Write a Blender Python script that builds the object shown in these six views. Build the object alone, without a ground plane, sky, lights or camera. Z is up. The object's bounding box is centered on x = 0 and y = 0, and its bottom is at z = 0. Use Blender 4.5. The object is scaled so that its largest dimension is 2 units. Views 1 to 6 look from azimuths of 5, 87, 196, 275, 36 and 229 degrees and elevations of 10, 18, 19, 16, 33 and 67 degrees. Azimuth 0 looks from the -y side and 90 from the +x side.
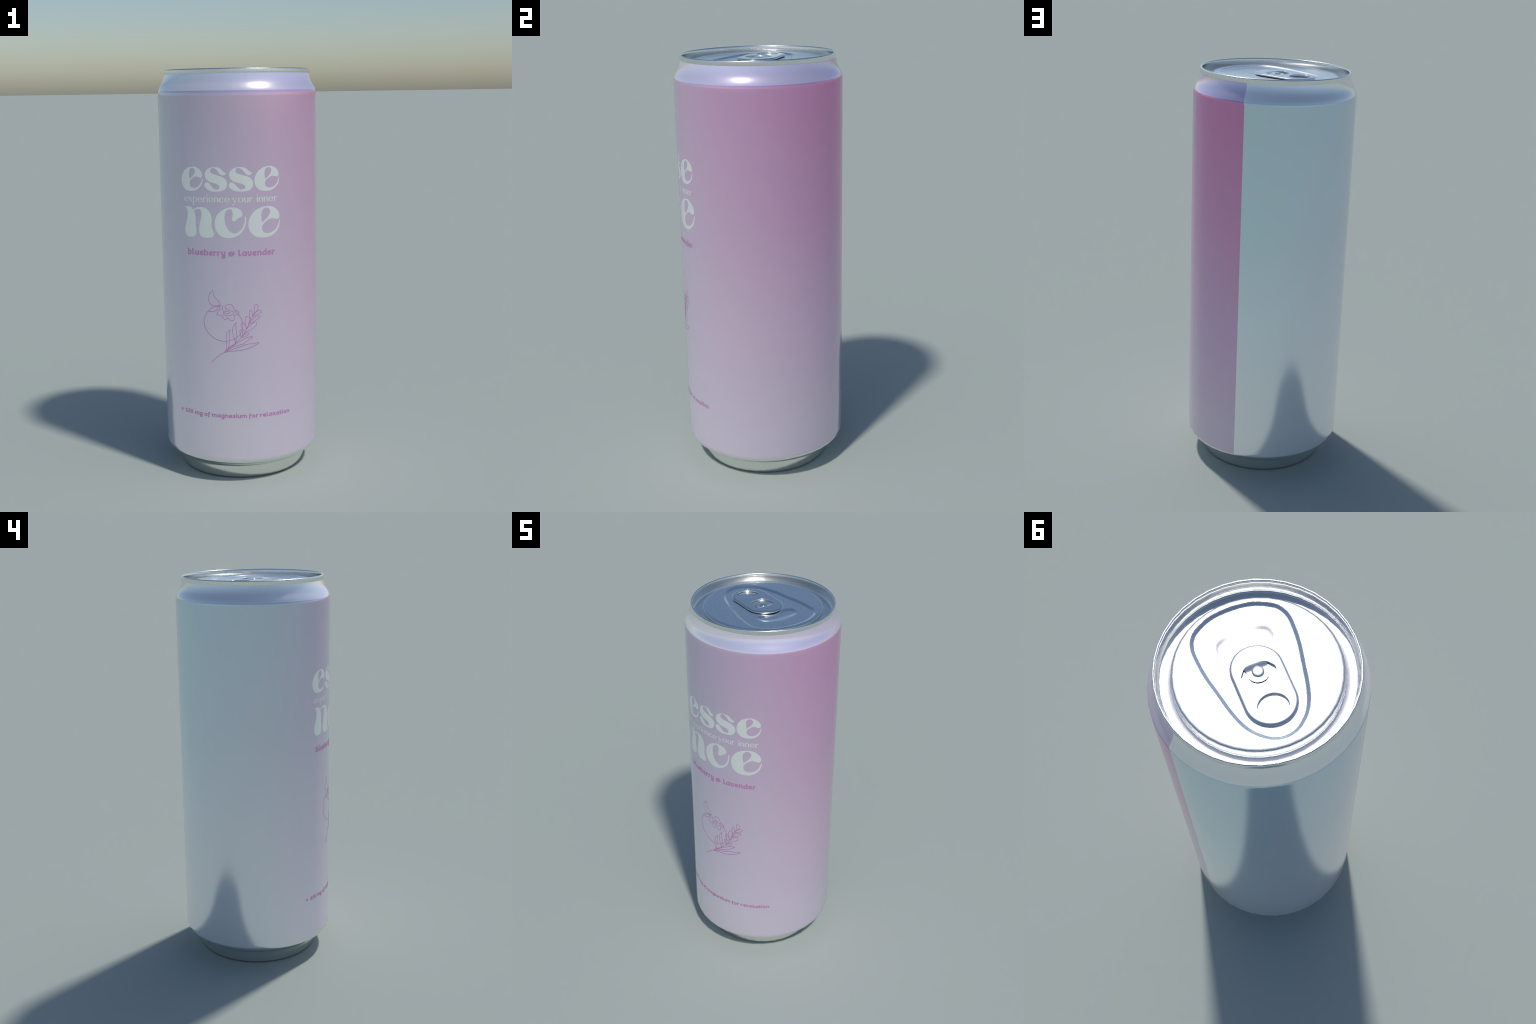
"""A tall slim aluminium drink can with a pastel gradient print, an embossed lid and a pull tab."""
import math
import bpy
import bmesh
import numpy as np
from mathutils import Vector

# ------------------------------------------------------------------ frame
SIDES = 40                      # the can is turned with 40 flats
FIRST = 4.5                     # azimuth of one ridge, degrees (0 = -y, 90 = +x)
STEP = 360.0 / SIDES
SUB = 8                         # mesh columns per flat
COLS = SIDES * SUB
ARC = 0.3894                    # radius used to lay the print out flat
SEAM = 176.5                    # azimuth where the print meets itself


def flat_factor(az):
    """Shrinks a circle of azimuths (degrees) onto the 40-sided outline."""
    a = np.mod(np.asarray(az, float) - FIRST, STEP) - STEP / 2
    return math.cos(math.radians(STEP / 2)) / np.cos(np.radians(a))


AZ = FIRST + np.arange(COLS) * (360.0 / COLS)
SIN, COS, FLAT = np.sin(np.radians(AZ)), -np.cos(np.radians(AZ)), flat_factor(AZ)

scene = bpy.context.scene
for o in list(bpy.data.objects):
    bpy.data.objects.remove(o)


def link(name, mesh, parent, mat=None):
    ob = bpy.data.objects.new(name, mesh)
    scene.collection.objects.link(ob)
    ob.parent = parent
    if mat:
        mesh.materials.append(mat)
    return ob


def set_normals(mesh, normals):
    mesh.polygons.foreach_set("use_smooth", [True] * len(mesh.polygons))
    mesh.update()
    mesh.normals_split_custom_set_from_vertices([tuple(n) for n in normals])


# ------------------------------------------------------------------ materials
class Nodes:
    def __init__(self, name):
        self.mat = bpy.data.materials.new(name)
        self.mat.use_nodes = True
        self.t = self.mat.node_tree
        self.bsdf = self.t.nodes["Principled BSDF"]

    def add(self, kind, **props):
        n = self.t.nodes.new(kind)
        for k, v in props.items():
            setattr(n, k, v)
        return n

    def wire(self, a, b):
        self.t.links.new(a, b)

    def math(self, op, *args, clamp=False):
        n = self.add("ShaderNodeMath", operation=op, use_clamp=clamp)
        for i, a in enumerate(args):
            if isinstance(a, (int, float)):
                n.inputs[i].default_value = a
            else:
                self.wire(a, n.inputs[i])
        return n.outputs[0]

    def ramp(self, fac, stops):
        n = self.add("ShaderNodeValToRGB")
        r = n.color_ramp
        r.interpolation = "EASE" if len(stops) < 3 else "LINEAR"
        while len(r.elements) < len(stops):
            r.elements.new(0.5)
        for e, (p, c) in zip(r.elements, sorted(stops)):
            e.position = p
            e.color = (*srgb(c), 1)
        self.wire(fac, n.inputs[0])
        return n.outputs[0]

    def mix(self, fac, a, b):
        n = self.add("ShaderNodeMix", data_type="RGBA")
        if isinstance(fac, (int, float)):
            n.inputs["Factor"].default_value = fac
        else:
            self.wire(fac, n.inputs["Factor"])
        self.wire(a, n.inputs[6])
        self.wire(b, n.inputs[7])
        return n.outputs[2]


def srgb(c):
    return tuple((v / 255 / 12.92) if v <= 10 else ((v / 255 + 0.055) / 1.055) ** 2.4 for v in c)


PAINT_METAL, PAINT_ROUGH = 0.6, 0.15


def paint_finish(n):
    n.bsdf.inputs["Metallic"].default_value = PAINT_METAL
    n.bsdf.inputs["Roughness"].default_value = PAINT_ROUGH


def around(n):
    """(turn, height): turn is 0 at the seam and runs to 1 round the can, height is object z."""
    pos = n.add("ShaderNodeTexCoord").outputs["Object"]
    s = n.add("ShaderNodeSeparateXYZ")
    n.wire(pos, s.inputs[0])
    az = n.math("ARCTAN2", s.outputs[0], n.math("MULTIPLY", s.outputs[1], -1.0))
    # the print is half a degree out of step on the shoulder
    slip = n.math("MULTIPLY", n.math("GREATER_THAN", s.outputs[2], 1.8862), 0.5 / 360)
    turn = n.math("FRACT", n.math("ADD", n.math("ADD", n.math("MULTIPLY", az, 1 / math.tau), (360 - SEAM) / 360), slip))
    return turn, s.outputs[2]


def turn_of(az):
    return ((az + 360 - SEAM) % 360) / 360


# colours round the can at four heights: azimuth -> colour
PRINT_ROWS = [
    (0.25, [(-183.4, (255, 255, 255)), (-155, (253, 255, 255)), (-125, (250, 252, 254)), (-80, (245, 246, 252)), (-55, (247, 242, 251)), (-30, (245, 236, 248)), (0, (242, 230, 243)), (30, (239, 225, 241)), (60, (235, 221, 238)), (110, (227, 213, 231)), (150, (222, 206, 224)), (176.4, (221, 203, 225))]),
    (0.75, [(-183.4, (242, 251, 255)), (-155, (241, 249, 253)), (-125, (237, 242, 248)), (-80, (236, 237, 244)), (-55, (236, 231, 242)), (-30, (234, 225, 241)), (0, (234, 221, 239)), (30, (235, 217, 237)), (60, (235, 210, 232)), (110, (229, 198, 225)), (150, (219, 188, 219)), (176.4, (221, 186, 217))]),
    (1.30, [(-183.4, (219, 241, 246)), (-155, (220, 240, 246)), (-125, (221, 233, 243)), (-80, (221, 227, 237)), (-55, (222, 220, 235)), (-30, (222, 214, 232)), (0, (225, 210, 231)), (30, (229, 205, 229)), (60, (227, 193, 221)), (110, (223, 176, 212)), (150, (221, 167, 208)), (176.4, (221, 162, 204))]),
    (1.80, [(-183.4, (213, 234, 240)), (-155, (214, 234, 242)), (-125, (211, 231, 241)), (-80, (212, 225, 236)), (-55, (215, 217, 232)), (-30, (213, 204, 225)), (0, (218, 198, 223)), (30, (226, 193, 222)), (60, (225, 181, 216)), (110, (221, 161, 206)), (150, (223, 149, 198)), (176.4, (220, 146, 194))]),
]


def rows_colour(n, rows):
    turn, z = around(n)
    out = None
    prev = None
    for h, stops in rows:
        c = n.ramp(turn, [(turn_of(a), k) for a, k in stops])
        if out is None:
            out = c
        else:
            f = n.math("DIVIDE", n.math("SUBTRACT", z, prev), h - prev, clamp=True)
            out = n.mix(f, out, c)
        prev = h
    return out


def print_material():
    n = Nodes("printed_gradient")
    n.wire(rows_colour(n, PRINT_ROWS), n.bsdf.inputs["Base Color"])
    paint_finish(n)
    return n.mat


NECK_ROWS = [
    (1.94, [(-183.4, (255, 255, 255)), (-60, (255, 255, 255)), (-30, (252, 250, 255)), (0, (244, 239, 251)), (30, (238, 231, 247)),
            (60, (234, 224, 245)), (140, (226, 213, 237)), (176.4, (219, 206, 233))]),
]


def neck_material():
    n = Nodes("pale_neck_paint")
    n.wire(rows_colour(n, NECK_ROWS), n.bsdf.inputs["Base Color"])
    paint_finish(n)
    return n.mat


def ink_material(name, colour):
    n = Nodes(name)
    n.bsdf.inputs["Base Color"].default_value = (*srgb(colour), 1)
    paint_finish(n)
    return n.mat


def metal_material(name, colour, rough, grain):
    n = Nodes(name)
    n.bsdf.inputs["Base Color"].default_value = (*srgb(colour), 1)
    n.bsdf.inputs["Metallic"].default_value = 1.0
    n.bsdf.inputs["Roughness"].default_value = rough
    if grain:
        pos = n.add("ShaderNodeTexCoord").outputs["Object"]
        noise = n.add("ShaderNodeTexNoise")
        noise.inputs["Scale"].default_value = 300
        noise.inputs["Detail"].default_value = 0
        n.wire(pos, noise.inputs["Vector"])
        dark = tuple(v * (1 - grain) for v in colour)
        n.wire(n.ramp(noise.outputs[0], [(0.32, dark), (0.5, colour), (0.68, tuple(min(255, v * (1 + grain)) for v in colour))]), n.bsdf.inputs["Base Color"])
    return n.mat


PRINT = print_material()
NECK = neck_material()
WHITE_INK = ink_material("white_ink", (251, 253, 252))
PLUM_INK = ink_material("plum_ink", (221, 156, 206))
ALUMINIUM = metal_material("bare_aluminium", (246, 247, 245), 0.2, 0.05)
BASE_METAL = metal_material("drawn_base_aluminium", (240, 241, 238), 0.2, 0.03)
TAB_METAL = metal_material("polished_tab_aluminium", (240, 241, 240), 0.13, 0)

# ------------------------------------------------------------------ turned parts
can = bpy.data.objects.new("drink_can", None)
scene.collection.objects.link(can)
can["label"] = "tall slim drink can with pastel pink and teal gradient print"
can["category"] = "drink can"


def profile_normals(pts):
    """Outward normals of a profile that runs upwards on the outside (r, z)."""
    p = np.array(pts, float)
    d = np.diff(p, axis=0)
    d /= np.linalg.norm(d, axis=1)[:, None]
    ln = np.linalg.norm(np.diff(p, axis=0), axis=1)
    t = np.empty_like(p)
    t[0], t[-1] = d[0], d[-1]
    # a short piece pulls the normal harder than a long one, as on a rounded edge
    w = 1 / np.maximum(ln, 1e-5)
    t[1:-1] = d[:-1] * w[:-1, None] + d[1:] * w[1:, None]
    t /= np.linalg.norm(t, axis=1)[:, None]
    return np.stack([t[:, 1], -t[:, 0]], 1)


def turned(name, pts, nrm, parent, mat, closed_centre=False):
    pts, nrm = np.array(pts), np.array(nrm)
    m = len(pts)
    r = pts[:, 0][:, None] * FLAT[None]
    v = np.stack([r * SIN, r * COS, np.repeat(pts[:, 1][:, None], COLS, 1)], -1).reshape(-1, 3)
    nn = np.stack([nrm[:, 0][:, None] * SIN, nrm[:, 0][:, None] * COS, np.repeat(nrm[:, 1][:, None], COLS, 1)], -1).reshape(-1, 3)
    f = []
    for i in range(m - 1):
        for j in range(COLS):
            k = (j + 1) % COLS
            f.append((i * COLS + j, i * COLS + k, (i + 1) * COLS + k, (i + 1) * COLS + j))
    if closed_centre:
        f.append(tuple(range(COLS - 1, -1, -1)))
    me = bpy.data.meshes.new(name)
    me.from_pydata(v.tolist(), [], f)
    set_normals(me, nn)
    return link(name, me, parent, mat)


def densify(pts, n=4):
    """Catmull-Rom through the profile points."""
    p = np.array(pts, float)
    q = np.vstack([2 * p[0] - p[1], p, 2 * p[-1] - p[-2]])
    out = []
    for i in range(1, len(q) - 2):
        a, b, c, d = q[i - 1:i + 3]
        for t in np.arange(n) / n:
            out.append(0.5 * (2 * b + (c - a) * t + (2 * a - 5 * b + 4 * c - d) * t * t + (3 * b - a - 3 * c + d) * t ** 3))
    out.append(p[-1])
    return np.array(out)


LABEL_FOOT, LABEL_HEAD, NECK_HEAD = 0.1217, 1.8982, 1.9775
R = 0.3902

foot_pts = [(0.0005, 0.052), (0.10, 0.047), (0.19, 0.034), (0.255, 0.013), (0.280, 0.004), (0.291, 0.001), (0.298, 0.0), (0.304, 0.0015), (0.3085, 0.006),
            (0.3125, 0.013), (0.3160, 0.022), (0.3198, 0.034), (0.3230, 0.046), (0.3250, 0.056), (0.3268, 0.0640), (0.3300, 0.0705), (0.3365, 0.0760), (0.347, 0.0825), (0.360, 0.0905),
            (0.3725, 0.0985), (0.3810, 0.1050), (0.3868, 0.1125), (0.3896, LABEL_FOOT)]
body_pts = [(0.3896, LABEL_FOOT), (R, 0.136)] + [(R, z) for z in np.linspace(0.30, 1.78, 10)] + [(R, 1.872), (R, 1.8855), (0.3886, LABEL_HEAD)]
neck_pts = [(0.3886, LABEL_HEAD), (0.3872, 1.9042), (0.3825, 1.9135), (0.3763, 1.9240), (0.3703, 1.9350), (0.3643, 1.9480), (0.3602, 1.9635), (0.3580, NECK_HEAD)]

foot_d = densify(foot_pts, 3)
neck_d = densify(neck_pts, 3)
whole = np.vstack([foot_d[:-1], np.array(body_pts)[:-1], neck_d])
whole_n = profile_normals(whole)
# tilt of the shoulder's skin by height: steepest at its middle, upright just below the print's top edge
tilt = np.degrees(np.arctan2(whole_n[:, 1], whole_n[:, 0]))
SHOULDER = [(1.886, 0), (1.8982, 17), (1.906, 24), (1.914, 28.5), (1.923, 31), (1.931, 27), (1.938, 21.5), (1.946, 17), (1.955, 14), (1.9635, 11.5), (1.9775, 9)]
tilt = np.where(whole[:, 1] > 1.886, np.interp(whole[:, 1], *zip(*SHOULDER)), tilt)
whole_n = np.stack([np.cos(np.radians(tilt)), np.sin(np.radians(tilt))], 1)
a, b = len(foot_d), len(foot_d) + len(body_pts) - 1
turned("bare_base", whole[:a], whole_n[:a], can, BASE_METAL, True)
body = turned("printed_body", whole[a - 1:b], whole_n[a - 1:b], can, PRINT)
turned("tapered_neck", whole[b - 1:], whole_n[b - 1:], can, NECK)

# ------------------------------------------------------------------ lid
LID_TOP = 1.9755
PANEL_EDGE = 0.286
rim_pts = [(0.3568, 1.9769), (0.3582, 1.9772), (0.3588, 1.9782), (0.3589, 1.9800), (0.3589, 1.9860), (0.3589, 1.9934), (0.35885, 1.9944), (0.3584, 1.9976), (0.3567, 1.9995), (0.3540, 2.0000), (0.3513, 1.9998),
           (0.3498, 1.9986), (0.3490, 1.9955), (0.3488, 1.9850), (0.3487, 1.9720), (0.3486, 1.9570), (0.3480, 1.9500), (0.3457, 1.9440), (0.3420, 1.9410), (0.3390, 1.9402)]
moat_pts = [(0.3390, 1.9402), (0.3300, 1.9400), (0.3030, 1.9400), (0.3008, 1.9404), (0.3003, 1.9420), (0.2998, 1.9520), (0.2990, 1.9640), (0.2985, 1.9692), (0.2973, 1.9724), (0.2948, 1.9743), (0.2908, 1.9752), (PANEL_EDGE, LID_TOP)]
lid_all = np.vstack([np.array(rim_pts)[:-1], np.array(moat_pts)])
k = len(rim_pts)
lid_n = np.vstack([profile_normals(rim_pts)[:-1], profile_normals(moat_pts)])   # crease where wall meets moat
rim_n = profile_normals(rim_pts)
rim_n[-1] = (-0.2, 0.98)
lid = turned("lid", lid_all[k - 1:], lid_n[k - 1:], can, ALUMINIUM)
turned("rolled_rim", lid_all[:k], rim_n, lid, BASE_METAL)

# the flat panel with its pressed shapes, symmetric about the tab's axis
TAB_TURN = math.radians(-21.5)
GROOVE_HALF = [(0.269, 0), (0.2614, 0.071), (0.240, 0.1225), (0.213, 0.158), (0.171, 0.177), (0.120, 0.1785), (0.050, 0.1715), (-0.025, 0.156),
               (-0.100, 0.140), (-0.158, 0.122), (-0.200, 0.099), (-0.234, 0.066), (-0.252, 0.036), (-0.259, 0)]
WELL_HALF = [(0.1715, 0), (0.167, 0.050), (0.155, 0.086), (0.135, 0.0985), (0.112, 0.098), (0.100, 0.080), (0.097, 0.040), (0.096, 0)]


def mirrored(half):
    return half + [(p, -q) for p, q in half[-2:0:-1]]


def spline(pts, closed=True, n=8):
    """Catmull-Rom through 2D points; a repeated point makes a corner."""
    p = [np.array(v, float) for v in pts]
    m, out = len(p), []
    segs = m if closed else m - 1
    for i in range(segs):
        b, c = p[i], p[(i + 1) % m]
        if np.allclose(b, c):
            continue
        a = p[i - 1] if (closed or i > 0) else b
        d = p[(i + 2) % m] if (closed or i + 2 < m) else c
        if np.allclose(a, b):
            a = b
        if np.allclose(c, d):
            d = c
        for t in np.arange(n) / n:
            out.append(0.5 * (2 * b + (c - a) * t + (2 * a - 5 * b + 4 * c - d) * t * t + (3 * b - a - 3 * c + d) * t ** 3))
    if not closed:
        out.append(p[-1])
    return np.array(out)


def inside_distance(pts, loop):
    """Signed distance to a closed loop, positive inside."""
    best = np.full(len(pts), 1e9)
    inside = np.zeros(len(pts), bool)
    x, y = pts[:, 0], pts[:, 1]
    for a, b in zip(loop, np.roll(loop, -1, 0)):
        e = b - a
        t = np.clip(((x - a[0]) * e[0] + (y - a[1]) * e[1]) / (e @ e), 0, 1)
        best = np.minimum(best, np.hypot(x - a[0] - t * e[0], y - a[1] - t * e[1]))
        cross = (a[1] > y) != (b[1] > y)
        with np.errstate(divide="ignore", invalid="ignore"):
            inside ^= cross & (x < (b[0] - a[0]) * (y - a[1]) / (b[1] - a[1] + 1e-12) + a[0])
    return np.where(inside, best, -best)


def smooth(t):
    t = np.clip(t, 0, 1)
    return t * t * (3 - 2 * t)


FLOOR_DEPTH, WELL_DEPTH = 0.0066, 0.0036
ca, sa = math.cos(TAB_TURN), math.sin(TAB_TURN)
GROOVE, WELL = spline(mirrored(GROOVE_HALF)), spline(mirrored(WELL_HALF))


def pressed_height(xy):
    pq = np.stack([xy[:, 0] * ca + xy[:, 1] * sa, -xy[:, 0] * sa + xy[:, 1] * ca], 1)
    step = inside_distance(pq, GROOVE) / 0.0155 + 0.5
    h = -FLOOR_DEPTH * (0.45 * smooth(step) + 0.55 * np.clip(step, 0, 1))
    h -= WELL_DEPTH * smooth(inside_distance(pq, WELL) / (0.052 - 0.024 * smooth(np.abs(pq[:, 1]) / 0.085 - 0.1)) + 0.5)
    return h


def pressed_panel(parent):
    rings = 120
    rad = np.linspace(PANEL_EDGE, PANEL_EDGE / rings, rings)
    xy = np.stack([rad[:, None] * FLAT * SIN, rad[:, None] * FLAT * COS], -1).reshape(-1, 2)
    xy = np.vstack([xy, [(0, 0)]])
    h = pressed_height(xy)
    e = 4e-4
    gx = (pressed_height(xy + (e, 0)) - pressed_height(xy - (e, 0))) / (2 * e)
    gy = (pressed_height(xy + (0, e)) - pressed_height(xy - (0, e))) / (2 * e)
    n = np.stack([-gx, -gy, np.ones(len(xy))], 1)
    n /= np.linalg.norm(n, axis=1)[:, None]
    n[:COLS] = np.stack([lid_n[-1, 0] * SIN, lid_n[-1, 0] * COS, np.full(COLS, lid_n[-1, 1])], 1)
    f = []
    for i in range(rings - 1):
        for j in range(COLS):
            k = (j + 1) % COLS
            f.append((i * COLS + j, i * COLS + k, (i + 1) * COLS + k, (i + 1) * COLS + j))
    last = (rings - 1) * COLS
    f += [(last + j, last + (j + 1) % COLS, len(xy) - 1) for j in range(COLS)]
    me = bpy.data.meshes.new("pressed_panel")
    me.from_pydata(np.column_stack([xy, LID_TOP + h]).tolist(), [], f)
    set_normals(me, n)
    return link("pressed_panel", me, parent, ALUMINIUM)


pressed_panel(lid)


# ------------------------------------------------------------------ pull tab
TAB_TOP, TAB_BOTTOM, TAB_ROUND = 1.9802, 1.9694, 0.0110      # the rolled edge is an oval, wider than high


def filled_curve(name, loops, extrude=0.0, bevel=0.0, res=4):
    cu = bpy.data.curves.new(name, "CURVE")
    cu.dimensions, cu.fill_mode = "2D", "BOTH"
    cu.extrude, cu.bevel_depth, cu.bevel_resolution = extrude, bevel, res
    cu.offset = -bevel
    for lp in loops:
        s = cu.splines.new("POLY")
        s.points.add(len(lp) - 1)
        s.points.foreach_set("co", np.column_stack([lp, np.zeros(len(lp)), np.ones(len(lp))]).ravel())
        s.use_cyclic_u = True
    ob = bpy.data.objects.new(name, cu)
    scene.collection.objects.link(ob)
    bpy.context.view_layer.update()
    me = bpy.data.meshes.new_from_object(ob.evaluated_get(bpy.context.evaluated_depsgraph_get()))
    bpy.data.objects.remove(ob)
    bpy.data.curves.remove(cu)
    me.name = name
    return me


def capsule(p0, p1, r, n=40):
    a = np.linspace(-math.pi / 2, math.pi / 2, n)
    return np.vstack([np.stack([p1 + r * np.cos(a), r * np.sin(a)], 1), np.stack([p0 - r * np.cos(a), -r * np.sin(a)], 1)])


def ellipse(cx, cy, rx, ry, n=56):
    a = np.arange(n) / n * math.tau
    return np.stack([cx + rx * np.cos(a), cy + ry * np.sin(a)], 1)


SLOT_R = 0.061
arc = np.linspace(math.radians(93), math.radians(267), 40)
slot_arc = np.stack([SLOT_R * np.cos(arc), SLOT_R * np.sin(arc)], 1)
slot_brow = np.array([(0.0040, -0.0570), (0.0125, -0.0500), (0.0205, -0.0440), (0.0272, -0.0345), (0.0312, -0.020), (0.0325, 0), (0.0312, 0.020), (0.0272, 0.0345), (0.0205, 0.0440), (0.0125, 0.0500), (0.0040, 0.0570)])
slot = np.vstack([slot_arc, spline(slot_brow, False, 6)])



def grown(loop, d):
    """A counter-clockwise loop moved outwards by d along its normals."""
    t = np.roll(loop, -1, 0) - np.roll(loop, 1, 0)
    t /= np.linalg.norm(t, axis=1)[:, None] + 1e-12
    return loop + d * np.stack([t[:, 1], -t[:, 0]], 1), np.stack([t[:, 1], -t[:, 0]], 1)


def tab_plate():
    """A plate with an oval rolled edge outside and tighter edges round its two openings."""
    half = (TAB_TOP - TAB_BOTTOM) / 2
    v, n, f = [], [], []
    top, bottom = [], []
    outer = capsule(-0.119, 0.0100, 0.0945)
    for loop, roll, side in ((outer, TAB_ROUND, -1), (ellipse(-0.1440, 0, 0.0490, 0.0535), 0.0030, 1), (slot, 0.0028, 1)):
        m = len(loop)
        angles = np.radians(np.linspace(-90, 90, 13))
        first = len(v)
        for t in angles:
            ring, nrm = grown(loop, side * roll * (1 - math.cos(t)))
            nz, nr = math.sin(t) / half, -side * math.cos(t) / roll
            k = math.hypot(nz, nr)
            v += [(p[0], p[1], half * math.sin(t)) for p in ring]
            n += [(q[0] * nr / k, q[1] * nr / k, nz / k) for q in nrm]
        for i in range(len(angles) - 1):
            for j in range(m):
                q = (first + i * m + j, first + i * m + (j + 1) % m, first + (i + 1) * m + (j + 1) % m, first + (i + 1) * m + j)
                f.append(q if side < 0 else q[::-1])
        bottom.append(ring)
        top.append(ring)
    face = filled_curve("tab_face", top)
    for z, up in ((half, 1), (-half, -1)):
        first = len(v)
        v += [(p.co.x, p.co.y, z) for p in face.vertices]
        n += [(0, 0, up)] * len(face.vertices)
        for p in face.polygons:
            ids = [first + i for i in p.vertices]
            f.append(tuple(ids if (p.normal.z > 0) == (up > 0) else ids[::-1]))
    bpy.data.meshes.remove(face)
    me = bpy.data.meshes.new("pull_tab")
    me.from_pydata(v, [], f)
    set_normals(me, n)
    return me


tab_me = tab_plate()
tab = link("pull_tab", tab_me, can, TAB_METAL)
tab.location = (0, 0, (TAB_TOP + TAB_BOTTOM) / 2)
tab.rotation_euler = (0, 0, TAB_TURN)


def tongue():
    """The strip that bends from the tab's nose side down to the rivet, ending in a round washer."""
    r, lo, hi = 0.0395, 1.9754, TAB_TOP - 0.0002
    rows = np.linspace(0.036, -r, 40)
    v, f = [], []
    cols = 17
    for p in rows:
        if p > 0.004:
            t = (p - 0.004) / 0.032
            half = 0.0385 + 0.006 * smooth(t)
        else:
            half = math.sqrt(max(r * r - (p - 0.0) ** 2, 0.0)) if p < 0 else 0.0385 + (r - 0.0385) * (1 - p / 0.004)
        z = lo + (hi - lo) * float(smooth((p - 0.008) / 0.027))
        for q in np.linspace(-1, 1, cols):
            v.append((p, q * half, z))
    for i in range(len(rows) - 1):
        for j in range(cols - 1):
            f.append((i * cols + j, i * cols + j + 1, (i + 1) * cols + j + 1, (i + 1) * cols + j))
    me = bpy.data.meshes.new("rivet_tongue")
    me.from_pydata(v, [], f)
    bm = bmesh.new()
    bm.from_mesh(me)
    bmesh.ops.remove_doubles(bm, verts=bm.verts, dist=1e-6)
    bmesh.ops.recalc_face_normals(bm, faces=bm.faces)
    if sum(fc.normal.z for fc in bm.faces) < 0:
        bmesh.ops.reverse_faces(bm, faces=bm.faces)
    low = bmesh.ops.extrude_face_region(bm, geom=list(bm.faces))
    for e in low["geom"]:
        if isinstance(e, bmesh.types.BMVert):
            e.co.z -= 0.0045
    bmesh.ops.recalc_face_normals(bm, faces=bm.faces)
    bm.to_mesh(me)
    bm.free()
    me.shade_smooth()
    me.set_sharp_from_angle(angle=math.radians(45))
    ob = link("rivet_tongue", me, tab, TAB_METAL)
    ob.matrix_parent_inverse = tab.matrix_basis.inverted()
    ob.rotation_euler = (0, 0, TAB_TURN)
    return ob


def rivet():
    prof = [(0.0222, 1.9655), (0.0226, 1.9750), (0.0224, 1.9765), (0.0214, 1.9780), (0.0193, 1.9791), (0.0160, 1.9797), (0.0110, 1.9800), (0.0050, 1.9801)]
    n, v, f = 40, [], []
    for r, z in prof:
        v += [(r * math.cos(i * math.tau / n), r * math.sin(i * math.tau / n), z) for i in range(n)]
    for i in range(len(prof) - 1):
        f += [(i * n + j, i * n + (j + 1) % n, (i + 1) * n + (j + 1) % n, (i + 1) * n + j) for j in range(n)]
    v.append((0, 0, 1.9801))
    f += [((len(prof) - 1) * n + j, (len(prof) - 1) * n + (j + 1) % n, len(v) - 1) for j in range(n)]
    me = bpy.data.meshes.new("rivet")
    me.from_pydata(v, [], f)
    me.shade_smooth()
    ob = link("rivet", me, tab, TAB_METAL)
    ob.matrix_parent_inverse = tab.matrix_basis.inverted()
    return ob


tongue()
rivet()

# ------------------------------------------------------------------ print laid on the flats
RIDGES = [math.radians(FIRST + i * STEP) * ARC for i in range(-20, 21)]


def wrap(name, flat_mesh_bm, lift, parent, mat):
    """Bends a flat drawing (x = arc length, y = height, z = extra lift) onto the can's flats."""
    bm = flat_mesh_bm
    xs = [v.co.x for v in bm.verts]
    for r in RIDGES:
        if min(xs) < r < max(xs):
            bmesh.ops.bisect_plane(bm, geom=list(bm.verts) + list(bm.edges) + list(bm.faces), plane_co=(r, 0, 0), plane_no=(1, 0, 0))
    bmesh.ops.recalc_face_normals(bm, faces=bm.faces)
    for f in bm.faces:
        if f.normal.z < 0:
            f.normal_flip()
    rim = [e for e in bm.edges if e.is_boundary]
    skirt = bmesh.ops.extrude_edge_only(bm, edges=rim)
    for g in skirt["geom"]:
        if isinstance(g, bmesh.types.BMVert):
            g.co.z = -lift - 0.0004
    normals = []
    for v in bm.verts:
        az = v.co.x / ARC
        rad = R * float(flat_factor(math.degrees(az))) + lift + v.co.z
        z = v.co.y
        v.co = Vector((rad * math.sin(az), -rad * math.cos(az), z))
        normals.append((math.sin(az), -math.cos(az), 0.0))
    me = bpy.data.meshes.new(name)
    bm.to_mesh(me)
    bm.free()
    set_normals(me, normals)
    return link(name, me, parent, mat)


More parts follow.
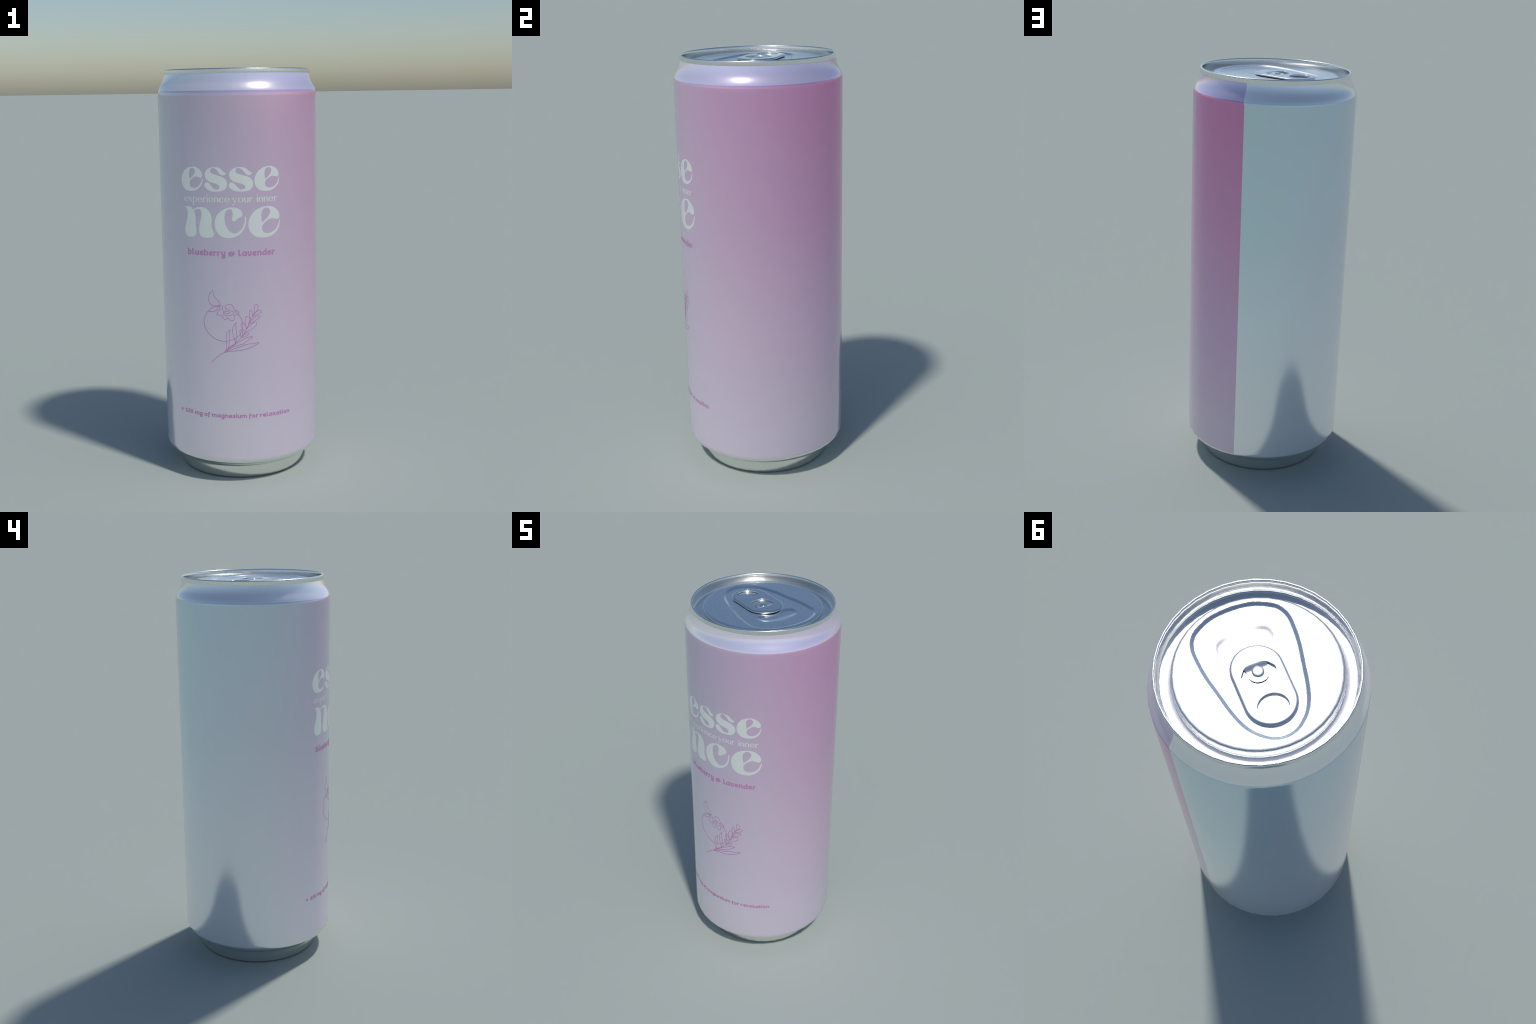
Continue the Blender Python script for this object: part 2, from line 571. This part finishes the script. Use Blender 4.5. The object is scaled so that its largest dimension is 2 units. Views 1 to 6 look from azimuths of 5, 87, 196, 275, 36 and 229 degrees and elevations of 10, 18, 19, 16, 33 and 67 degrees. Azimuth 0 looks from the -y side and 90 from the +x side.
# the four display letters of the big word, on a 100 x 100 box
LETTER = {
    "e": ([(99, 54), (99, 54), (100, 49), (98, 38), (94, 26.5), (85.5, 15.5), (74, 6.5), (60, 1), (44, 0), (27, 2), (16, 8), (7, 17.5), (2, 29), (0, 43), (2, 58), (9, 73.5), (20, 86.5),
           (34, 95), (48, 99), (62, 100), (76, 96.5), (88, 88), (96, 76), (98, 66), (96.3, 59.3), (91.5, 56), (86, 56.5), (74.5, 59.5), (66, 58.5), (57, 54), (47.5, 46), (42, 37.5), (40.7, 29),
           (43.3, 21), (49.5, 15), (58, 13), (68, 14.5), (79, 20), (88, 29), (94, 40), (97, 50)],
          [(41.3, 48), (41.3, 48), (46.5, 53), (55, 60.5), (62, 69), (66, 77.5), (67, 85), (63.5, 91.5), (56, 95), (48, 93), (42, 86.5), (39.2, 76.5), (39.3, 64.5)]),
    "s": ([(96, 74), (94, 77), (89, 79.5), (82.5, 84), (76, 90), (69, 95.5), (59, 99), (45, 100), (31, 98.5), (18.5, 93.5), (8.5, 85), (3, 76), (2, 67), (3.5, 58.5), (8.5, 50.5), (18, 43), (29, 38),
           (44, 34), (57, 30), (64.5, 24), (67.3, 17.5), (65, 12), (59.5, 9), (52, 8.2), (44.5, 10), (37.5, 16), (31, 23.5), (24, 31.5), (17, 36.5), (10, 37.7), (3.7, 35), (0.5, 29.5), (0, 23), (4, 15),
           (12, 8), (23, 3), (36, 0.2), (51, 0), (68, 0.7), (81.5, 4), (91.5, 10.5), (97.5, 19.5), (100, 30), (99, 40.5), (94.5, 49), (86, 56.5), (74, 62), (58, 66.5), (45, 70.5), (34.5, 74.5),
           (28.3, 81), (27.3, 86.5), (31, 93), (38, 96.3), (46.5, 95.5), (55, 90), (62.3, 81.5), (69, 73), (76, 68.3), (84, 66.5), (91, 69)],),
    "n": ([(0, 99), (0, 99), (12, 100), (23, 99.7), (27, 97), (30.5, 92.5), (33, 90), (33, 90), (38, 93.5), (46, 97.5), (56, 99.7), (66, 99.5), (76, 96), (84.5, 88.5), (90.5, 78), (93.5, 66),
           (94, 55.5), (93, 45.5), (93.3, 35.5), (96, 26.5), (99.3, 18.5), (100, 13.5), (98, 6), (93, 1.5), (87, 0.3), (75, 0), (65, 1), (58.5, 5.5), (54.5, 13), (52.7, 22.5), (52.8, 32), (54.8, 43),
           (58, 55), (60.5, 66.5), (62, 77), (61, 86), (57.5, 91.3), (51, 93), (43.5, 91.3), (35.7, 87), (35.7, 87), (38.5, 79), (40.5, 70.5), (41.3, 59), (41.3, 43.5), (42.3, 33.5), (43.4, 24),
           (43, 15), (40.5, 7), (34, 1.7), (25, 0), (15.5, 0.3), (7.5, 4), (3, 11.5), (0.7, 21), (2, 31), (5, 42), (9, 54.5), (12, 67), (13, 77), (12.5, 86.5), (9, 93), (5, 97)],),
    "c": ([(96, 68), (98, 69.3), (99.8, 67), (100, 56.5), (98.5, 45), (94, 32), (86, 19.5), (75.5, 9.5), (62, 3), (46.5, 0), (33, 1), (21.5, 5.5), (11.5, 13.5), (4.3, 24.5), (1, 36), (0, 48), (2.5, 62),
           (9, 75.5), (20.5, 87), (34, 95.5), (47, 99.3), (60, 100), (73.5, 97.5), (83, 91), (88, 82), (88.3, 75), (86.5, 70), (82, 67.2), (76.7, 65), (72, 61), (67, 56.5), (62, 54.5), (57.7, 56),
           (55.7, 61), (56.6, 67), (58, 74), (58.5, 80), (57, 87.5), (53.5, 93), (48.5, 94.3), (42.8, 92.5), (37, 87), (33.5, 79), (32.3, 67.5), (33, 56), (35, 45), (39, 34), (46, 24), (54.5, 17.5),
           (63.3, 15.5), (72, 17.5), (81, 24), (88.8, 34), (93.5, 45.5), (95.5, 56)],),
}
# letter, left, right, foot, head
BIG_WORD = [("e", -0.2568, -0.1325, 1.4348, 1.5497), ("s", -0.1241, -0.0142, 1.4354, 1.5486), ("s", -0.0055, 0.1073, 1.4354, 1.5486), ("e", 0.1141, 0.2385, 1.4344, 1.5498),
            ("n", -0.2429, -0.0815, 1.2170, 1.3617), ("c", -0.0772, 0.0721, 1.2174, 1.3618), ("e", 0.0823, 0.2412, 1.2161, 1.3635)]

word = bpy.data.objects.new("brand_word", None)
for ch, l, r, lo, hi in BIG_WORD:
    loops = [spline(lp, True, 5) * ((r - l) / 100, (hi - lo) / 100) + (l, lo) for lp in LETTER[ch]]
    me = filled_curve("letter", loops)
    bm = bmesh.new()
    bm.from_mesh(me)
    bpy.data.meshes.remove(me)
    bmesh.ops.remove_doubles(bm, verts=bm.verts, dist=1e-6)
    wrap("display_letter", bm, 0.0003, body, WHITE_INK)
bpy.data.objects.remove(word)

# ---- pen-stroke alphabet: centre lines in a box one x-height tall
OVAL = [(0.5, 0), (0.12, 0.12), (0, 0.5), (0.12, 0.88), (0.5, 1), (0.88, 0.88), (1, 0.5), (0.88, 0.12), (0.5, 0)]
BOWL_L = [(1, 0.93), (0.55, 1), (0.12, 0.75), (0, 0.38), (0.12, 0.06), (0.42, 0), (0.75, 0.16), (1, 0.45)]
BOWL_R = [(0, 0.82), (0.45, 1), (0.88, 0.84), (1, 0.5), (0.88, 0.14), (0.48, 0), (0, 0.06)]
TAIL = [(1, 1), (1, -0.3), (0.9, -0.6), (0.6, -0.74), (0.25, -0.62), (0.16, -0.36), (0.42, -0.08), (1, 0.1)]
ROUND_PEN = {
    "b": [[(0, 1.5), (0, 0.04)], BOWL_R], "l": [[(0.12, 1.5), (0.12, 0.3), (0.34, 0.02), (1, 0.06)]],
    "u": [[(0, 1), (0, 0.35), (0.25, 0.02), (0.62, 0.06), (1, 0.4)], [(1, 1), (1, 0)]],
    "e": [[(0.08, 0.42), (0.55, 0.46), (0.95, 0.62), (0.9, 0.92), (0.55, 1), (0.15, 0.82), (0, 0.45), (0.15, 0.12), (0.5, 0), (1, 0.1)]],
    "r": [[(0, 1), (0, 0)], [(0, 0.6), (0.35, 0.9), (1, 0.94)]],
    "y": [[(0, 1), (0, 0.42), (0.25, 0.12), (0.6, 0.14), (1, 0.4)], TAIL],
    "&": [[(0.03, 0.40), (0.30, 0.42), (0.56, 0.54), (0.76, 0.80), (0.86, 1.06)], [(0.03, 0.40), (0.05, 0.72), (0.28, 0.98), (0.50, 0.86), (0.54, 0.58)], [(0.02, 0.42), (0.03, 0.18), (0.20, -0.02), (0.45, -0.06), (0.68, 0.10), (0.78, 0.36)], [(0.74, 0.38), (1, 0.38)]],
    "a": [BOWL_L, [(1, 1), (1, 0)]], "v": [[(0, 1), (0, 0.35), (0.2, 0.03), (0.55, 0), (0.88, 0.2), (1, 0.6), (0.86, 1)]],
    "n": [[(0, 1), (0, 0)], [(0, 0.72), (0.4, 0.98), (0.8, 0.98), (1, 0.7), (1, 0)]],
    "d": [[(1, 1.5), (1, 0)], BOWL_L], "+": [[(0, 0.55), (1, 0.55)], [(0.5, 0.0), (0.5, 1.1)]],
    "1": [[(0.05, 1.12), (0.55, 1.36), (0.55, 1.36), (0.55, 0)], [(0.05, 0), (1, 0)]],
    "5": [[(0.95, 1.34), (0.12, 1.34), (0.12, 1.34), (0.08, 0.74), (0.08, 0.74), (0.55, 0.78), (1, 0.42), (0.75, 0.06), (0.4, -0.02), (0, 0.04)]],
    "0": [[(p, q * 1.36) for p, q in OVAL]],
    "m": [[(0, 1), (0, 0)], [(0, 0.72), (0.2, 0.98), (0.42, 0.96), (0.5, 0.7), (0.5, 0)], [(0.5, 0.72), (0.7, 0.98), (0.92, 0.96), (1, 0.7), (1, 0)]],
    "g": [BOWL_L, TAIL], "o": [OVAL], "f": [[(1, 1.48), (0.6, 1.48), (0.2, 1.15), (0.15, 0.8), (0.15, -0.48)], [(0.15, 0.86), (0.92, 0.86)]],
    "s": [[(0.96, 0.92), (0.5, 1), (0.08, 0.82), (0.22, 0.58), (0.75, 0.44), (1, 0.22), (0.6, 0), (0, 0.07)]],
    "i": [[(0.5, 1), (0.5, 0)], [(0.5, 1.46), (0.5, 1.52)]], "x": [[(0, 1), (1, 0)], [(1, 1), (0, 0)]],
    "t": [[(0.12, 1.38), (0.12, 0.3), (0.36, 0.02), (1, 0.06)], [(0.12, 0.92), (1, 0.92)]],
}
BROAD_PEN = {
    "e": [[(0.04, 0.47), (1, 0.47), (1, 0.47), (0.9, 0.84), (0.52, 1), (0.14, 0.82), (0, 0.48), (0.14, 0.14), (0.54, 0), (0.98, 0.2)]],
    "x": [[(0, 1), (1, 0)], [(0.95, 1), (0.03, 0), 0.3]], "p": [[(0, 1), (0, -0.72)], BOWL_R],
    "r": [[(0, 1), (0, 0)], [(0, 0.6), (0.3, 0.92), (0.92, 0.98)], [(0.86, 0.96), (0.9, 0.84)]],
    "i": [[(0.5, 1), (0.5, 0)], [(0.5, 1.5), (0.5, 1.38)]],
    "n": [[(0, 1), (0, 0)], [(0, 0.7), (0.3, 0.98), (0.78, 0.97), (1, 0.7), (1, 0)]],
    "c": [[(0.96, 0.8), (0.85, 0.95), (0.52, 1), (0.14, 0.82), (0, 0.48), (0.14, 0.14), (0.54, 0), (1, 0.2)], [(0.9, 0.86), (0.93, 0.72)]],
    "y": [[(0, 1), (0.55, 0.04)], [(1, 1), (0.56, -0.05), (0.34, -0.6), (0.12, -0.72), (0.04, -0.66), 0.4], [(0.05, -0.56), (0.1, -0.7)]],
    "o": [OVAL], "u": [[(0, 1), (0, 0.3), (0.25, 0.01), (0.65, 0.05), (1, 0.35)], [(1, 1), (1, 0)]],
}


def stroke(bm, pts, wide, thin, lift, closed=False, tip=0.6):
    """A ribbon along pts drawn with an upright oval nib; it climbs a little so that crossings never coincide."""
    c = np.array(pts)
    keep = np.r_[True, np.linalg.norm(np.diff(c, axis=0), axis=1) > 1e-6]
    c = c[keep]
    t = np.gradient(c, axis=0)
    if closed:
        t[0] = t[-1] = c[1] - c[-2]
    t /= np.linalg.norm(t, axis=1)[:, None] + 1e-12
    n = np.stack([-t[:, 1], t[:, 0]], 1)
    h = 0.5 * np.sqrt((wide * n[:, 0]) ** 2 + (thin * n[:, 1]) ** 2)
    if not closed:
        a, b = 0.5 * np.sqrt((wide * t[0, 0]) ** 2 + (thin * t[0, 1]) ** 2), 0.5 * np.sqrt((wide * t[-1, 0]) ** 2 + (thin * t[-1, 1]) ** 2)
        c = np.vstack([c[0] - t[0] * a, c[0] - t[0] * a * 0.5, c, c[-1] + t[-1] * b * 0.5, c[-1] + t[-1] * b])
        n = np.vstack([n[:1], n[:1], n, n[-1:], n[-1:]])
        h = np.r_[h[0] * tip, h[0], h, h[-1], h[-1] * tip]
    z = lift + np.linspace(0, 0.00008, len(c))
    l = [bm.verts.new((*(p + q * w), k)) for p, q, w, k in zip(c, n, h, z)]
    r = [bm.verts.new((*(p - q * w), k)) for p, q, w, k in zip(c, n, h, z)]
    for i in range(len(c) - 1):
        bm.faces.new((r[i], r[i + 1], l[i + 1], l[i]))


def written_line(name, words, pen, base, xh, widths, gap, wide, thin, mat):
    """words: (where the word starts, word); letters follow one another at the pen's widths and gap."""
    bm = bmesh.new()
    k = 0
    for x, word in words:
        for ch in word:
            w = widths[ch]
            for st in pen[ch]:
                st = list(st)
                scale = st.pop() if isinstance(st[-1], float) else 1.0
                closed = st[0] == st[-1] and len(st) > 3
                if closed:
                    c = spline(st[:-1], True, 6)
                    c = np.vstack([c, c[:1]])
                else:
                    c = spline(st, False, 6) if len(st) > 2 else np.linspace(st[0], st[1], 5)
                c = np.stack([x + wide / 2 + c[:, 0] * (w - wide), base + thin / 2 + c[:, 1] * (xh - thin)], 1)
                stroke(bm, c, wide * max(scale, thin / wide), thin, 0.0001 * (k % 3), closed, 0.8)
                k += 1
            x += w + gap
    return wrap(name, bm, 0.0003, body, mat)


TAG_W = {"e": 0.0238, "x": 0.0212, "p": 0.0234, "r": 0.0154, "i": 0.0060, "n": 0.0203, "c": 0.0218, "y": 0.0242, "o": 0.0246, "u": 0.0203}
written_line("tagline", [(-0.2418, "experience"), (0.0079, "your"), (0.1230, "inner")], BROAD_PEN, 1.3846, 0.0228, TAG_W, 0.0038, 0.0054, 0.0017, WHITE_INK)
FLAVOUR_W = {"b": 0.0227, "l": 0.0143, "u": 0.0218, "e": 0.0192, "r": 0.0158, "y": 0.0202, "&": 0.0340, "a": 0.0222, "v": 0.0206, "n": 0.0207, "d": 0.0223}
written_line("flavour_name", [(-0.2270, "blueberry"), (-0.0150, "&"), (0.0326, "lavender")], ROUND_PEN, 1.1314, 0.0231, FLAVOUR_W, 0.0034, 0.0072, 0.0060, PLUM_INK)
CLAIM_W = {"+": 0.0165, "1": 0.0168, "5": 0.0146, "0": 0.0170, "m": 0.0262, "g": 0.0170, "o": 0.0166, "f": 0.0120, "a": 0.0174, "n": 0.0161, "e": 0.0155, "s": 0.0144,
           "i": 0.0060, "u": 0.0157, "r": 0.0124, "l": 0.0109, "x": 0.0159, "t": 0.0103}
written_line("claim_line", [(-0.3041, "+"), (-0.2727, "150"), (-0.2088, "mg"), (-0.1524, "of"), (-0.1128, "magnesium"), (0.0712, "for"), (0.1250, "relaxation")], ROUND_PEN, 0.3376, 0.0165, CLAIM_W, 0.0024, 0.0054, 0.0047, PLUM_INK)

# ---- one-line drawing of a berry with a blossom and a lavender sprig (millimetres: arc length, height)
DRAWING = {
    "blossom": [(-64, 895), (-63, 906), (-68, 918), (-82, 930), (-90, 945), (-93, 967), (-93, 967), (-105, 954), (-115, 937), (-116, 920), (-110, 903), (-97, 892), (-83, 891), (-63, 895), (-52, 895),
                (-48, 884), (-46, 873), (-41, 863), (-33, 857), (-20, 856), (-13, 859), (-16, 864), (-27, 867), (-38, 864), (-44, 858), (-41, 850), (-25, 846), (-5, 848), (6, 854), (6, 861), (-5, 868),
                (-21, 874), (-32, 879), (-34, 887), (-26, 897), (-13, 901), (0, 896), (6, 882), (10, 873), (20, 871), (29, 864), (32, 856), (22, 850), (7, 847), (7, 847), (10, 835), (8, 827), (0, 820),
                (-11, 825), (-23, 836), (-23, 836), (-28, 830), (-36, 825), (-44, 833), (-49, 839), (-50, 846), (-50, 846), (-61, 845), (-77, 850), (-77, 850), (-72, 858), (-68, 870), (-58, 873),
                (-61, 880), (-62, 885), (-60, 891), (-64, 891)],
    "berry": [(-60, 891), (-71, 889), (-92, 884), (-113, 870), (-131, 849), (-142, 822), (-142, 800), (-135, 775), (-118, 754), (-92, 733), (-64, 722), (-35, 720), (-8, 725), (15, 737), (33, 753),
              (42, 770), (47, 795), (46, 815), (38, 837), (25, 856), (11, 868)],
    "small_leaf": [(-117, 863), (-101, 862), (-83, 867), (-72, 878), (-67, 890), (-64, 898)],
    "stem": [(-107, 612), (-89, 631), (-65, 651), (-45, 664), (-31, 678), (-14, 693), (11, 710), (39, 738), (56, 761), (66, 781), (79, 805), (87, 825), (96, 841), (104, 857)],
    "long_leaf": [
        [(-31, 678), (-31, 702), (-32, 728), (-29, 756), (-21, 770), (-12, 779), (-12, 779), (-15, 762), (-17, 737), (-18, 708), (-24, 686), (-31, 674)],
        [(11, 710), (9, 728), (2, 751), (-1, 770), (3, 793), (17, 813), (17, 813), (15, 796), (17, 773), (19, 751), (17, 728), (11, 710)],
        [(-31, 676), (-14, 690), (14, 707), (42, 725), (69, 738), (96, 743), (96, 743), (86, 733), (69, 722), (50, 708), (28, 701), (3, 694), (-19, 683), (-34, 671)],
        [(-42, 665), (-20, 676), (8, 685), (36, 693), (58, 702), (83, 707), (102, 707), (122, 711), (124, 707), (110, 700), (82, 687), (55, 679), (27, 675), (-3, 672), (-25, 669), (-45, 663)]],
    "floret": [
        [(104, 856), (106, 877), (107, 892), (114, 897), (122, 891), (122, 878), (115, 865), (101, 849)], [(97, 842), (110, 857), (124, 867), (135, 868), (139, 860), (132, 853), (115, 847), (97, 840)],
        [(90, 824), (83, 839), (80, 856), (82, 868), (87, 872), (93, 865), (95, 852), (95, 838)], [(81, 809), (93, 824), (109, 837), (126, 841), (131, 837), (125, 829), (104, 817), (78, 803)],
        [(66, 781), (61, 803), (60, 823), (64, 838), (71, 841), (79, 836), (82, 825), (76, 803), (66, 778)], [(64, 777), (78, 791), (95, 806), (108, 812), (114, 806), (112, 795), (97, 782), (78, 772), (56, 762)],
        [(57, 763), (48, 781), (40, 798), (42, 809), (47, 812), (55, 806), (62, 792), (64, 778)], [(43, 742), (50, 750), (64, 758), (75, 761), (76, 755), (67, 747), (53, 742), (42, 740)],
        [(42, 739), (35, 759), (34, 773), (40, 777), (45, 773), (47, 759), (43, 743)]],
}
bm = bmesh.new()
level = 0
for part, lines in DRAWING.items():
    for ln in (lines if isinstance(lines[0], list) else [lines]):
        stroke(bm, spline(np.array(ln) / 1000, False, 6), 0.0027, 0.0027, 0.0001 * (level % 4))
        level += 1
wrap("botanical_drawing", bm, 0.0003, body, PLUM_INK)
